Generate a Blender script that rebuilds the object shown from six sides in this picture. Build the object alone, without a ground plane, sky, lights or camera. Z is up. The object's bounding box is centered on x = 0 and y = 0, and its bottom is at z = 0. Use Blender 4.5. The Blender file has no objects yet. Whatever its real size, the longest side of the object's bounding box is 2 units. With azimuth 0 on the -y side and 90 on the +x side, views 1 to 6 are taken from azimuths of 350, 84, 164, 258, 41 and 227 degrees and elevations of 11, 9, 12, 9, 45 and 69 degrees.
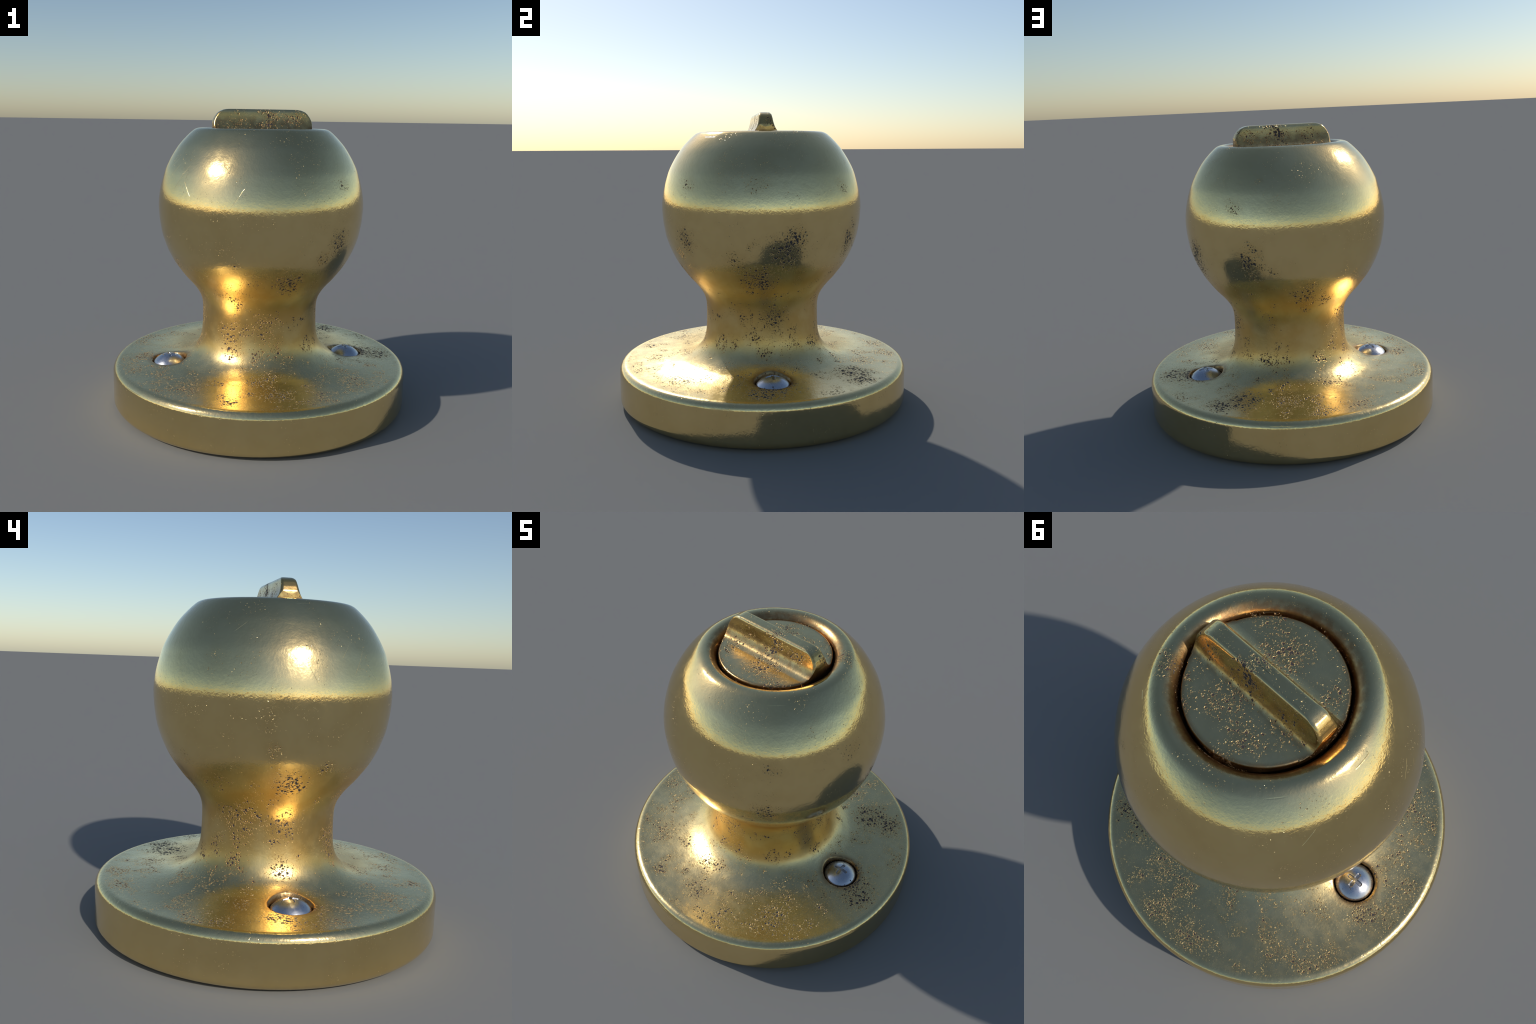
# A worn brass door knob lying on its wall plate: round rosette with two domed
# cross-head screws, a waisted shank, a ball with a rolled rim, and inside the
# rim a small disc with a thumb-turn grip.
import bpy, math
import numpy as np

SEED = 7
rng = np.random.default_rng(SEED)
SEG = 560                      # divisions round the axis
SCREW_R = 0.62                 # distance of the screws from the axis
HOLE_R = 0.113                 # radius of the screw holes

# lathe profile (radius, height) from the edge of the rosette up over the rim
PROFILE_POINTS = [
    (0.945, 0.2935), (0.85, 0.2942), (0.75, 0.2965), (0.66, 0.3000), (0.60, 0.3045),
    (0.55, 0.3122), (0.50, 0.3297), (0.46, 0.357), (0.43, 0.3905), (0.411, 0.425),
    (0.3965, 0.475), (0.3905, 0.53), (0.3878, 0.60), (0.388, 0.67), (0.392, 0.71),
    (0.404, 0.75), (0.420, 0.78), (0.442, 0.812), (0.470, 0.846), (0.497, 0.875),
    (0.537, 0.925), (0.573, 0.975), (0.602, 1.025), (0.626, 1.075), (0.645, 1.125),
    (0.660, 1.175), (0.669, 1.225), (0.676, 1.275), (0.680, 1.325), (0.681, 1.36),
    (0.679, 1.40), (0.672, 1.45), (0.661, 1.50), (0.647, 1.55), (0.630, 1.60),
    (0.606, 1.65), (0.577, 1.70), (0.543, 1.75), (0.498, 1.80), (0.460, 1.836),
    (0.441, 1.850), (0.423, 1.8575), (0.405, 1.860), (0.386, 1.857), (0.367, 1.847),
    (0.350, 1.830), (0.3395, 1.807), (0.3365, 1.78), (0.3365, 1.72)]

# --------------------------------------------------------------------------
# helpers: curves and meshes
# --------------------------------------------------------------------------
def smooth_curve(points, step):
    """Centripetal Catmull-Rom through hand-placed points, resampled by length."""
    p = np.array(points, float)
    p = np.vstack([2 * p[0] - p[1], p, 2 * p[-1] - p[-2]])
    out = []
    for i in range(1, len(p) - 2):
        p0, p1, p2, p3 = p[i - 1:i + 3]
        t0 = 0.0
        t1 = t0 + max(np.linalg.norm(p1 - p0), 1e-6) ** 0.5
        t2 = t1 + max(np.linalg.norm(p2 - p1), 1e-6) ** 0.5
        t3 = t2 + max(np.linalg.norm(p3 - p2), 1e-6) ** 0.5
        n = max(2, int(math.ceil(np.linalg.norm(p2 - p1) / step)))
        for t in np.linspace(t1, t2, n, endpoint=False):
            a1 = (t1 - t) / (t1 - t0) * p0 + (t - t0) / (t1 - t0) * p1
            a2 = (t2 - t) / (t2 - t1) * p1 + (t - t1) / (t2 - t1) * p2
            a3 = (t3 - t) / (t3 - t2) * p2 + (t - t2) / (t3 - t2) * p3
            b1 = (t2 - t) / (t2 - t0) * a1 + (t - t0) / (t2 - t0) * a2
            b2 = (t3 - t) / (t3 - t1) * a2 + (t - t1) / (t3 - t1) * a3
            out.append((t2 - t) / (t2 - t1) * b1 + (t - t1) / (t2 - t1) * b2)
    out.append(p[-2])
    return np.array(out)


def arc(cx, cz, r, a0, a1, n):
    a = np.radians(np.linspace(a0, a1, n))
    return np.stack([cx + r * np.cos(a), cz + r * np.sin(a)], 1)


def smoothstep(a, b, x):
    t = np.clip((x - a) / (b - a), 0, 1)
    return t * t * (3 - 2 * t)


def ring_faces(rows, seg, first=0):
    i = np.arange(rows - 1)[:, None]
    j = np.arange(seg)[None, :]
    k = (j + 1) % seg
    return np.stack([i * seg + j, i * seg + k, (i + 1) * seg + k, (i + 1) * seg + j],
                    -1).reshape(-1, 4) + first


def make_mesh(name, verts, faces, smooth=True):
    me = bpy.data.meshes.new(name)
    me.from_pydata([tuple(v) for v in verts], [], [tuple(int(i) for i in f) for f in faces])
    me.validate()
    me.update()
    if smooth:
        me.polygons.foreach_set("use_smooth", [True] * len(me.polygons))
    return me


def add_object(name, me, parent, material):
    ob = bpy.data.objects.new(name, me)
    bpy.context.scene.collection.objects.link(ob)
    ob.parent = parent
    me.materials.clear()
    me.materials.append(material)
    return ob


# --------------------------------------------------------------------------
# helpers: shader nodes
# --------------------------------------------------------------------------
class Nodes:
    def __init__(self, name):
        self.mat = bpy.data.materials.new(name)
        self.mat.use_nodes = True
        self.t = self.mat.node_tree
        self.bsdf = self.t.nodes["Principled BSDF"]

    def new(self, kind, **props):
        n = self.t.nodes.new(kind)
        for k, v in props.items():
            setattr(n, k, v)
        return n

    def put(self, socket, value):
        if isinstance(value, bpy.types.NodeSocket):
            self.t.links.new(value, socket)
        else:
            socket.default_value = value

    def math(self, op, a, b=0.0, c=None, clamp=False):
        n = self.new("ShaderNodeMath", operation=op, use_clamp=clamp)
        self.put(n.inputs[0], a)
        self.put(n.inputs[1], b)
        if c is not None:
            self.put(n.inputs[2], c)
        return n.outputs[0]

    def vmath(self, op, a, b=(0, 0, 0), out="Vector"):
        n = self.new("ShaderNodeVectorMath", operation=op)
        self.put(n.inputs[0], a)
        self.put(n.inputs[1], b)
        return n.outputs[out]

    def ramp(self, value, lo, hi, a=0.0, b=1.0, smooth=True):
        n = self.new("ShaderNodeMapRange")
        n.interpolation_type = "SMOOTHSTEP" if smooth else "LINEAR"
        for s, v in zip(("Value", "From Min", "From Max", "To Min", "To Max"), (value, lo, hi, a, b)):
            self.put(n.inputs[s], v)
        return n.outputs[0]

    def mix(self, fac, a, b):
        n = self.new("ShaderNodeMix", data_type="RGBA")
        self.put(n.inputs["Factor"], fac)
        self.put(n.inputs["A"], a)
        self.put(n.inputs["B"], b)
        return n.outputs["Result"]

    def noise(self, vec, scale, detail=2.0, rough=0.5, out=0):
        n = self.new("ShaderNodeTexNoise")
        self.put(n.inputs["Vector"], vec)
        n.inputs["Scale"].default_value = scale
        n.inputs["Detail"].default_value = detail
        n.inputs["Roughness"].default_value = rough
        return n.outputs[out]

    def bump(self, height, strength, distance, normal=None):
        n = self.new("ShaderNodeBump")
        n.inputs["Strength"].default_value = strength
        n.inputs["Distance"].default_value = distance
        self.put(n.inputs["Height"], height)
        if normal is not None:
            self.put(n.inputs["Normal"], normal)
        return n.outputs[0]


# Worn patches, where corrosion pits gather: (azimuth, height, size, strength)
# on the upright parts and (azimuth, radius, size, strength) on the rosette.
BALL_PATCHES = [
    (-53, 1.18, .085, 1), (53, 1.16, .085, 1), (12, 1.20, .075, 1), (8, 1.11, .11, 1),
    (-10, 1.15, .04, .6), (-20, 1.04, .08, .7), (-7, .93, .12, 1), (57, 1.27, .05, .7),
    (66, 1.11, .04, .7), (85, .93, .09, 1), (-82, .93, .09, 1), (-63, 1.09, .05, .8),
    (-115, 1.04, .04, .7), (-50, 1.51, .055, .62), (46, 1.51, .055, .62), (-8, 1.53, .06, .5),
    (60, 1.66, .03, .5), (166, 1.25, .07, .55), (168, 1.10, .05, .7), (180, .91, .09, 1),
    (-163, 1.0, .05, .8), (118, 1.04, .04, .5)]
SHANK_PATCHES = [
    (5, .66, .09, .9), (180, .67, .09, .8), (-127, .58, .06, .8), (-126, .45, .055, 1),
    (-101, .43, .07, .8), (-50, .46, .05, .9), (50, .46, .05, .9), (-11, .51, .045, .9),
    (104, .46, .055, .9), (122, .54, .06, .8), (180, .42, .075, .7)]
ROSETTE_PATCHES = [
    (-4, .80, .13, 1), (41, .86, .10, 1), (48, .74, .13, 1), (-48, .79, .13, .75),
    (-92, .74, .10, .8), (-100, .56, .08, .8), (-136, .77, .13, .75), (-112, .85, .06, .9),
    (-142, .92, .05, .8), (-168, .89, .09, .8), (173, .78, .09, .9), (152, .92, .08, .8),
    (156, .64, .08, .6), (102, .89, .09, .8), (85, .88, .10, .8), (70, .70, .10, .75),
    (-24, .76, .05, .8)]
TURN_PATCHES = [  # (x, y, z, size, strength)
    (.03, -.16, 1.838, .09, .9), (.11, -.12, 1.838, .06, .7), (.06, .13, 1.838, .10, .7),
    (-.08, .20, 1.838, .07, .85), (.24, .10, 1.838, .05, .5), (.05, .05, 1.93, .07, 1),
    (.05, -.05, 1.93, .07, 1), (-.16, .05, 1.90, .08, .6), (-.16, -.05, 1.90, .08, .6),
    (.34, .19, 1.855, .06, .85), (.22, -.05, 1.94, .04, .8)]


SCRATCHES = [(-49, 8, 1.825, 0), (139, 6, 1.845, .004), (-176, 7, 1.830, 0), (46, 3, 1.823, 0),
             (-162, 5, 1.65, .5), (-158, 4, 1.60, .7), (-151, 7, .264, .01), (-96, 5, .262, .01),
             (-20, 5, .255, .01), (70, 6, .268, .0), (-150, 6, 1.56, .9), (-143, 4, 1.50, -.8),
             (-120, 5, 1.62, .6), (-112, 4, 1.47, 1.0), (150, 4, 1.70, .5), (-176, 3, 1.49, -1.2)]


def patch_points(lo, hi):
    """Patches as points with size and strength, kept if they reach heights lo..hi."""
    rows = sorted((pz, pr) for pr, pz in PROFILE_POINTS if pz < 1.86 and pr > 0.38)
    zs, rs = [q[0] for q in rows], [q[1] for q in rows]
    out = []
    for az, z, size, k in BALL_PATCHES + SHANK_PATCHES:
        r = float(np.interp(z, zs, rs))
        out.append((r * math.cos(math.radians(az)), r * math.sin(math.radians(az)), z, size, k))
    for az, r, size, k in ROSETTE_PATCHES:
        out.append((r * math.cos(math.radians(az)), r * math.sin(math.radians(az)), 0.295, size, k))
    out += TURN_PATCHES
    return [p for p in out if lo - 2.2 * p[3] < p[2] < hi + 2.2 * p[3]]


def brass_material(name, lo, hi):
    """Worn brass for the part between heights lo and hi; the same everywhere,
    only the list of patches is cut to those that the part can show."""
    m = Nodes(name)
    co = m.new("ShaderNodeTexCoord").outputs["Object"]
    sep = m.new("ShaderNodeSeparateXYZ")
    m.put(sep.inputs[0], co)
    x, y, z = sep.outputs
    rad = m.math("SQRT", m.math("ADD", m.math("MULTIPLY", x, x), m.math("MULTIPLY", y, y)))

    # --- where the pits gather
    warp = m.vmath("SUBTRACT", m.noise(co, 9, 2, out=1), (.5, .5, .5))
    wide = m.vmath("ADD", co, m.vmath("MULTIPLY", warp, (.14, .14, .14)))
    gather = None
    for px, py, pz, size, k in patch_points(lo, hi):
        d = m.vmath("DISTANCE", wide, (px, py, pz), out="Value")
        g = m.ramp(d, size * 1.95, size * 0.2, 0.0, min(1.0, k))
        gather = g if gather is None else m.math("MAXIMUM", gather, g)
    stray = m.ramp(m.noise(co, 6.5, 4, .6), 0.40, 0.66, 0.06, 0.86)
    keep = m.ramp(z, .85, 1.05, .88, .34)
    keep = m.math("MAXIMUM", keep, m.math("MULTIPLY", m.ramp(rad, .36, .34), m.math("MULTIPLY", m.ramp(z, 1.6, 1.7, 0, .85), m.ramp(z, 1.965, 1.945, .35, 1))))
    gather = m.math("MAXIMUM", gather, m.math("MULTIPLY", stray, keep))
    edge = m.math("MULTIPLY", m.ramp(rad, .93, .965), m.ramp(z, .50, .40))
    gather = m.math("MULTIPLY", gather, m.ramp(edge, 0, 1, 1.0, .30))

    # --- pits at two sizes: dark core, rough rim
    jit = m.vmath("SUBTRACT", m.noise(co, 120, 1, out=1), (.5, .5, .5))
    pc = m.vmath("ADD", co, m.vmath("MULTIPLY", jit, (.012, .012, .012)))
    core = rim = None
    for scale, gain in ((55, 1.0), (104, 1.0)):
        v = m.new("ShaderNodeTexVoronoi")
        v.inputs["Scale"].default_value = scale
        m.put(v.inputs["Vector"], pc)
        sc = m.new("ShaderNodeSeparateColor")
        m.put(sc.inputs[0], v.outputs["Color"])
        size = m.math("MULTIPLY", m.math("MULTIPLY", gather, gain), m.ramp(sc.outputs[0], .05, 1, .17, .71, False))
        depth = m.math("SUBTRACT", size, v.outputs["Distance"])
        c = m.ramp(depth, .07, .14)
        r = m.ramp(depth, -.03, .07)
        core = c if core is None else m.math("MAXIMUM", core, c)
        rim = r if rim is None else m.math("MAXIMUM", rim, r)

    # --- polish: ball, plate edge and grip top shine; waist, plate top and turn are duller
    dull_plate = m.math("MULTIPLY", m.ramp(z, .272, .294), m.ramp(z, 1.10, .92))
    waist = m.math("MULTIPLY", m.ramp(z, .33, .45), m.ramp(z, 1.08, .90))
    dull_turn = m.math("MULTIPLY", m.ramp(rad, .40, .37), m.math("MULTIPLY", m.ramp(z, 1.60, 1.65), m.ramp(z, 1.975, 1.955)))
    dull = m.math("MAXIMUM", dull_plate, m.math("MULTIPLY", dull_turn, 0.8))
    cloud = m.noise(co, 14, 6, .68)
    rough = m.ramp(dull, 0, 1, .140, .258, False)
    rough = m.math("ADD", rough, m.math("MULTIPLY", waist, .10))
    rough = m.math("ADD", rough, m.ramp(cloud, .35, .7, -.03, .04))
    rough = m.math("ADD", rough, m.math("MULTIPLY", rim, .38), clamp=True)

    brass = m.mix(m.ramp(m.noise(co, 4, 4), .35, .7), (.895, .70, .335, 1), (.865, .665, .305, 1))
    # --- darker brown tint over the pitted patches; grime in the rim groove and screw holes
    brass = m.mix(m.math("MULTIPLY", gather, .55), brass, (.62, .42, .16, 1))
    grimy = m.noise(co, 28, 3)
    side = m.math("MULTIPLY", m.ramp(z, 1.84, 1.87), m.math("MULTIPLY", m.ramp(rad, .40, .36), m.ramp(z, 1.974, 1.955)))
    browner = m.math("MULTIPLY", m.math("MAXIMUM", waist, side), m.ramp(m.noise(co, 6, 4), .3, .62, .40, .95))
    brass = m.mix(browner, brass, (.74, .48, .16, 1))
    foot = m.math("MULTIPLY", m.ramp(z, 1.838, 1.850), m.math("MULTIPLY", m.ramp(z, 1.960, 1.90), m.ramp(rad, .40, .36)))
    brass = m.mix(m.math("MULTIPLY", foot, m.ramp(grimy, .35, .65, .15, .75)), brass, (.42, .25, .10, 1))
    groove = m.math("MULTIPLY", m.ramp(rad, .405, .350), m.ramp(rad, .300, .330))
    groove = m.math("MULTIPLY", groove, m.ramp(z, 1.60, 1.70))
    groove = m.math("MULTIPLY", groove, m.ramp(z, 1.880, 1.862))
    off = m.math("SUBTRACT", m.math("ABSOLUTE", x), SCREW_R)
    hole = m.math("SQRT", m.math("ADD", m.math("MULTIPLY", off, off), m.math("MULTIPLY", y, y)))
    hole = m.math("MULTIPLY", m.ramp(hole, HOLE_R + .058, HOLE_R - .005), m.ramp(z, .50, .40))
    grime = m.math("MULTIPLY", m.math("MAXIMUM", groove, hole), m.ramp(grimy, .25, .6, .55, .95))
    brass = m.mix(grime, brass, (.34, .185, .075, 1))
    rough = m.math("ADD", rough, m.math("MULTIPLY", grime, .12), clamp=True)
    brass = m.mix(m.math("MULTIPLY", rim, .5), brass, (.74, .50, .25, 1))
    m.put(m.bsdf.inputs["Base Color"], m.mix(core, brass, (.050, .042, .042, 1)))
    m.put(m.bsdf.inputs["Metallic"], m.math("SUBTRACT", 1.0, core))
    m.put(m.bsdf.inputs["Roughness"], m.math("MAXIMUM", rough, m.math("MULTIPLY", core, .75)))

    # --- scratches along the turning: azimuth, half span, height, slope
    az = m.math("ARCTAN2", y, x)
    scratch = None
    for a0, span, z0, slope in SCRATCHES:
        if not lo - .02 < z0 < hi + .02:
            continue
        # angle from the scratch's middle, wrapped
        da = m.math("SUBTRACT", az, math.radians(a0))
        da = m.math("ARCTAN2", m.math("SINE", da), m.math("COSINE", da))
        dz = m.math("ABSOLUTE", m.math("SUBTRACT", m.math("SUBTRACT", z, z0), m.math("MULTIPLY", da, slope)))
        along = m.ramp(m.math("ABSOLUTE", da), math.radians(span), math.radians(span * .4))
        w = m.math("MULTIPLY", m.ramp(dz, .0024, .0005), along)
        scratch = w if scratch is None else m.math("MAXIMUM", scratch, w)

    # --- fine relief: pits and orange peel
    peel = m.math("ADD", m.math("MULTIPLY", m.noise(co, 95, 2), .15), m.math("MULTIPLY", m.math("ADD", m.noise(co, 260, 0), m.math("MULTIPLY", m.noise(co, 42, 1), 5.0)), .04))
    rim_edge = m.math("MULTIPLY", m.ramp(rad, .94, .97), m.math("MULTIPLY", m.ramp(z, .20, .23), m.ramp(z, .42, .36)))
    nick = m.ramp(m.noise(co, 34, 3, .6), .62, .78, 0, -.35)
    peel = m.math("ADD", peel, m.math("MULTIPLY", rim_edge, m.math("ADD", nick, m.math("MULTIPLY", m.noise(co, 48, 2), .35))))
    pits = m.math("ADD", m.math("MULTIPLY", rim, .6), core)
    if scratch is not None:
        pits = m.math("ADD", pits, m.math("MULTIPLY", scratch, .2))
    m.put(m.bsdf.inputs["Normal"], m.bump(m.math("SUBTRACT", peel, pits), 1.0, .0025))
    return m.mat


def steel_material():
    m = Nodes("screw_steel")
    co = m.new("ShaderNodeTexCoord").outputs["Object"]
    v = m.new("ShaderNodeTexVoronoi")
    v.inputs["Scale"].default_value = 85
    m.put(v.inputs["Vector"], co)
    sc = m.new("ShaderNodeSeparateColor")
    m.put(sc.inputs[0], v.outputs["Color"])
    size = m.math("MULTIPLY", m.ramp(sc.outputs[0], .55, 1, 0, .5), m.ramp(m.noise(co, 16, 2), .56, .66))
    pit = m.ramp(m.math("SUBTRACT", size, v.outputs["Distance"]), .02, .12)
    # grime left in the cross slot
    sep = m.new("ShaderNodeSeparateXYZ")
    m.put(sep.inputs[0], co)
    ax, ay = m.math("ABSOLUTE", sep.outputs[0]), m.math("ABSOLUTE", sep.outputs[1])
    arm = m.math("MULTIPLY", m.ramp(m.math("MINIMUM", ax, ay), .0115, .0085), m.ramp(m.math("MAXIMUM", ax, ay), .049, .045))
    steel = m.mix(m.math("MULTIPLY", arm, m.ramp(m.noise(co, 60, 2), .3, .6, .35, .8)), (.60, .595, .60, 1), (.26, .24, .22, 1))
    m.put(m.bsdf.inputs["Base Color"], m.mix(pit, steel, (.07, .06, .06, 1)))
    m.put(m.bsdf.inputs["Metallic"], m.math("SUBTRACT", 1.0, pit))
    m.put(m.bsdf.inputs["Roughness"], m.ramp(m.noise(co, 40, 3), .3, .7, .25, .34))
    m.put(m.bsdf.inputs["Normal"], m.bump(m.math("SUBTRACT", m.math("MULTIPLY", m.noise(co, 120, 2), .08), pit), 1.0, .003))
    return m.mat


BRASS = {"rosette": brass_material("rosette_brass", 0.0, 0.42),
         "shank": brass_material("shank_brass", 0.38, 0.82),
         "ball": brass_material("ball_brass", 0.78, 1.87),
         "turn": brass_material("thumb_turn_brass", 1.80, 2.0)}
STEEL = steel_material()

thing = bpy.data.objects.new("door_knob", None)
thing["label"] = "worn brass door knob with thumb turn and round plate"
thing["category"] = "door knob"
bpy.context.scene.collection.objects.link(thing)

# --------------------------------------------------------------------------
# the turned body: rosette, shank and ball from one lathe profile (r, z)
# --------------------------------------------------------------------------
# the plate's lower edge is turned under
under = np.array([(0.001, 0.0), (0.5, 0.0), (0.943, 0.0)])
foot = smooth_curve([(0.948, 0.0015), (0.972, 0.016), (0.990, 0.033), (0.9982, 0.050)], 0.006)
wall = np.array([(0.9985, z) for z in np.linspace(0.06, 0.22, 8)])
bevel = arc(0.9485, 0.2430, 0.050, 0, 88, 22)
turned = smooth_curve([(r * (0.9988 if 0.9 < z < 1.8 else 1.0), z) for r, z in PROFILE_POINTS], 0.0055)
floor = np.array([(0.330, 1.715), (0.2, 1.715), (0.001, 1.715)])
profile = np.vstack([under, foot, wall, bevel, turned, floor])

ang = np.arange(SEG) * 2 * math.pi / SEG
R, Z = profile[:, 0][:, None], profile[:, 1][:, None]
X, Y = R * np.cos(ang), R * np.sin(ang)
ZZ = np.repeat(Z, SEG, 1)
# screw holes, sunk into the top of the rosette with a rolled-in edge
for sx in (-1, 1):
    d = np.hypot(X - sx * SCREW_R, Y)
    top = (ZZ > 0.25) & (ZZ < 0.6)
    ZZ = np.where(top, ZZ - 0.007 * (1 - smoothstep(HOLE_R - 0.004, HOLE_R + 0.016, d)), ZZ)
    k = 1 - smoothstep(HOLE_R - 0.004, HOLE_R + 0.004, d)
    ZZ = np.where(top, ZZ * (1 - k) + 0.235 * k, ZZ)
verts = np.stack([X, Y, ZZ], -1).reshape(-1, 3)
faces = ring_faces(len(profile), SEG)
body = make_mesh("body", verts, faces)
normals = np.empty(len(verts) * 3, np.float32)
body.vertex_normals.foreach_get("vector", normals)
normals = normals.reshape(-1, 3).copy()
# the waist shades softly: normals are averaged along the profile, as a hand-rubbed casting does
def soften(values, sigma, weight):
    n = int(3 * sigma)
    kernel = np.exp(-0.5 * (np.arange(-n, n + 1) / sigma) ** 2)
    kernel /= kernel.sum()
    padded = np.concatenate([values[:1].repeat(n, 0), values, values[-1:].repeat(n, 0)])
    soft = sum(k * padded[i:i + len(values)] for i, k in enumerate(kernel))
    return values * (1 - weight) + soft * weight

grid = normals.reshape(len(profile), SEG, 3)
wz = profile[:, 1]
weight = (smoothstep(0.33, 0.40, wz) * (1 - smoothstep(0.98, 1.10, wz)))[:, None, None]
weight = weight * (np.arange(len(profile)) >= len(under) + len(foot) + len(wall) + len(bevel))[:, None, None]
normals = soften(grid, 9.0, weight).reshape(-1, 3)
# the plate shades as if gently coned: its normals lean outwards towards the shank
rr = np.hypot(verts[:, 0], verts[:, 1])
on_plate = (verts[:, 2] > 0.26) & (verts[:, 2] < 0.36)
lean = np.where(on_plate, np.tan(math.radians(15)) * np.clip((0.95 - rr) / 0.40, 0, 1) * smoothstep(0.44, 0.55, rr), 0)
for sx in (-1, 1):
    lean *= smoothstep(HOLE_R, HOLE_R + 0.03, np.hypot(verts[:, 0] - sx * SCREW_R, verts[:, 1]))
normals[:, :2] += lean[:, None] * verts[:, :2] / np.maximum(rr, 1e-6)[:, None]
normals /= np.linalg.norm(normals, axis=1)[:, None]

row_z = profile[:, 1]
k0 = len(under) + len(foot) + len(wall) + len(bevel)
row_neck = k0 + int(np.argmin(np.abs(turned[:, 1] - 0.40) + (turned[:, 0] > 0.5)))
row_ball = k0 + int(np.argmin(np.abs(turned[:, 1] - 0.80)))
for name, lo, hi in (("rosette", 0, row_neck), ("shank", row_neck, row_ball),
                     ("ball", row_ball, len(profile) - 1)):
    part = make_mesh(name, verts[lo * SEG:(hi + 1) * SEG], ring_faces(hi - lo + 1, SEG))
    part.normals_split_custom_set_from_vertices(normals[lo * SEG:(hi + 1) * SEG].tolist())
    add_object(name, part, thing, BRASS[name])
bpy.data.meshes.remove(body)

# --------------------------------------------------------------------------
# thumb turn: disc in the rim, with the grip standing on it
# --------------------------------------------------------------------------
DISC_R, DISC_Z = 0.327, 1.837
disc_profile = np.vstack([
    [(0.001, 1.735), (DISC_R - 0.002, 1.735)],
    [(DISC_R, z) for z in np.linspace(1.74, 1.825, 8)],
    arc(DISC_R - 0.010, DISC_Z - 0.010, 0.010, 8, 90, 8),
    [(r, DISC_Z) for r in np.linspace(DISC_R - 0.02, 0.001, 14)]])
dr, dz = disc_profile[:, 0][:, None], disc_profile[:, 1][:, None]
a2 = np.arange(256) * 2 * math.pi / 256
dv = np.stack([dr * np.cos(a2), dr * np.sin(a2), np.repeat(dz, 256, 1)], -1).reshape(-1, 3)
turn = add_object("thumb_turn", make_mesh("thumb_turn", dv, ring_faces(len(disc_profile), 256)), thing, BRASS["turn"])

# grip: rounded rectangles stacked upwards; half width and half length by height
half_width = smooth_curve([
    (0.132, 1.8362), (0.121, 1.8374), (0.107, 1.8402), (0.091, 1.8465), (0.0780, 1.8570), (0.0672, 1.871),
    (0.0582, 1.888), (0.0516, 1.908), (0.0468, 1.932), (0.0432, 1.955), (0.0405, 1.967),
    (0.0350, 1.9765), (0.0265, 1.9815)], 0.004)
len_z = [1.80, 1.856, 1.880, 1.906, 1.930, 1.953, 1.966, 1.977, 1.9800, 1.9815]
len_x = [0.331, 0.331, 0.330, 0.3255, 0.314, 0.2975, 0.283, 0.258, 0.244, 0.228]
grip_rows = []
NG = 240
for hw, z in half_width:
    hl = np.interp(z, len_z, len_x)
    c = min(0.016, hw * 0.45)
    # outline of a rounded rectangle, walked by arc length
    segs = []
    for (cx, cy, s) in ((hl - c, hw - c, 0), (-(hl - c), hw - c, 90), (-(hl - c), -(hw - c), 180), (hl - c, -(hw - c), 270)):
        segs.append(np.stack([cx + c * np.cos(np.radians(np.linspace(s, s + 90, 16))),
                              cy + c * np.sin(np.radians(np.linspace(s, s + 90, 16)))], 1))
    # straight runs are divided evenly so that rows line up
    line = []
    for q in range(4):
        line.append(segs[q])
        nxt = segs[(q + 1) % 4][0]
        n = 60 if q % 2 == 0 else 14
        t = np.linspace(0, 1, n + 2)[1:-1, None]
        line.append(segs[q][-1] * (1 - t) + nxt * t)
    line = np.vstack(line)
    rad = np.hypot(line[:, 0], line[:, 1])
    k = np.minimum(1.0, 0.3285 / rad)
    grip_rows.append(np.column_stack([line[:, 0] * k, line[:, 1] * k, np.full(len(line), z)]))
ng = len(grip_rows[0])
base = grip_rows[0].copy()
base[:, 2] = 1.80
cap = []
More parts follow.
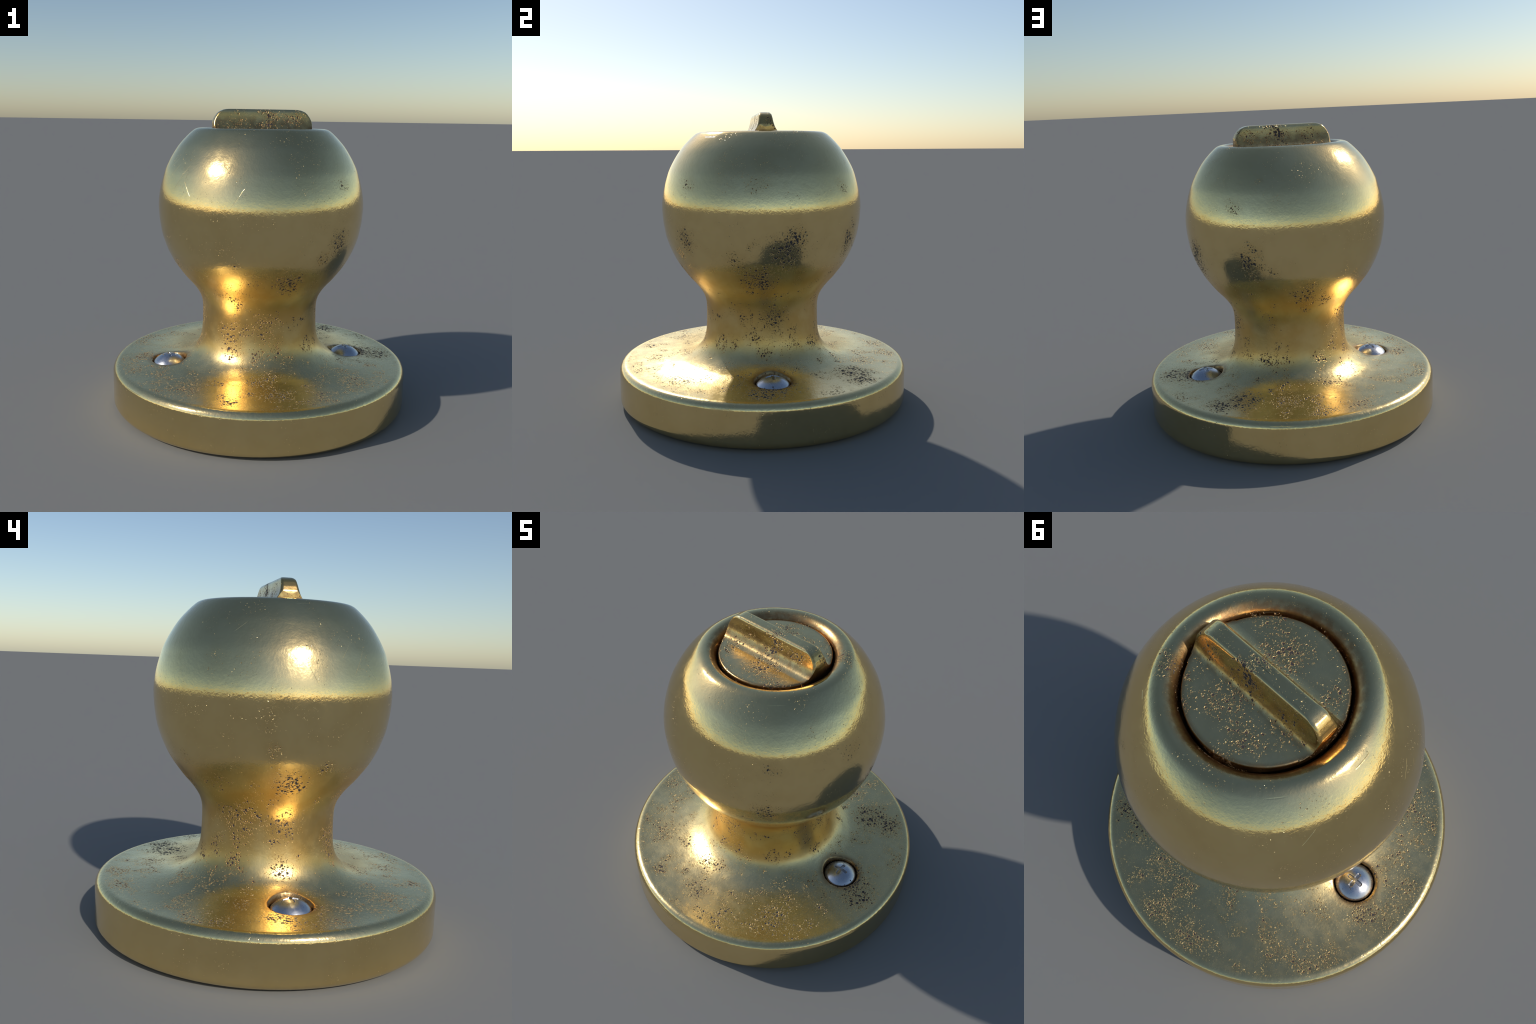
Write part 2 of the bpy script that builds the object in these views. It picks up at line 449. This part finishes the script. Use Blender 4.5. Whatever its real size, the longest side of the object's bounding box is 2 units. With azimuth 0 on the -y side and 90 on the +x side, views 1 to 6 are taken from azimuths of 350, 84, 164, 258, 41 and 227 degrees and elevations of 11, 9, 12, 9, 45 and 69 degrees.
for s in (0.8, 0.4, 0.02):
    top = grip_rows[-1].copy()
    top[:, :2] *= (np.column_stack([1 - (1 - s) * 0.9 * np.ones(ng), s * np.ones(ng)]))
    top[:, 2] = 1.982
    cap.append(top)
rows = [base] + grip_rows + cap
gv = np.vstack(rows)
gf = ring_faces(len(rows), ng)
add_object("grip", make_mesh("grip", gv, gf), turn, BRASS["turn"])

# --------------------------------------------------------------------------
# screws: domed heads with a shallow cross recess, and a pointed shank below
# --------------------------------------------------------------------------
def cross_depth(x, y, half_length, half_width_):
    d = np.inf * np.ones_like(x)
    for ax, ay in ((x, y), (y, x)):
        dd = np.hypot(np.maximum(np.abs(ax) - (half_length - half_width_), 0), ay)
        d = np.minimum(d, dd)
    return 1 - smoothstep(half_width_ - 0.003, half_width_ + 0.001, d)

HEAD_R, HEAD_H = 0.107, 0.054
ns = 160
sr = np.concatenate([np.linspace(0.0005, 0.06, 56), np.linspace(0.0615, HEAD_R, 24)])
aa = np.arange(ns) * 2 * math.pi / ns
sx, sy = sr[:, None] * np.cos(aa), sr[:, None] * np.sin(aa)
cap_r = (HEAD_R ** 2 + HEAD_H ** 2) / (2 * HEAD_H)
sz = np.sqrt(cap_r ** 2 - sx ** 2 - sy ** 2) - (cap_r - HEAD_H)
sz = sz - 0.008 * cross_depth(sx, sy, 0.047, 0.0105)
head = np.stack([sx, sy, sz], -1).reshape(-1, 3)
tail = np.array([(HEAD_R, -0.012), (0.090, -0.024), (0.05, -0.06), (0.045, -0.20), (0.03, -0.25), (0.001, -0.285)])
tv = np.stack([tail[:, 0][:, None] * np.cos(aa), tail[:, 0][:, None] * np.sin(aa),
               np.repeat(tail[:, 1][:, None], ns, 1)], -1).reshape(-1, 3)
sv = np.vstack([head, tv])
sf = ring_faces(len(sr) + len(tail), ns)[:, ::-1]
screw_mesh = make_mesh("screw", sv, sf)
for i, sxx in enumerate((-1, 1)):
    screw = add_object("screw" if i == 0 else "screw.001", screw_mesh, thing, STEEL) if i == 0 else screw.copy()
    if i:
        bpy.context.scene.collection.objects.link(screw)
    screw.location = (sxx * SCREW_R, 0, 0.285)
    screw.rotation_euler = (0, 0, math.radians(3))
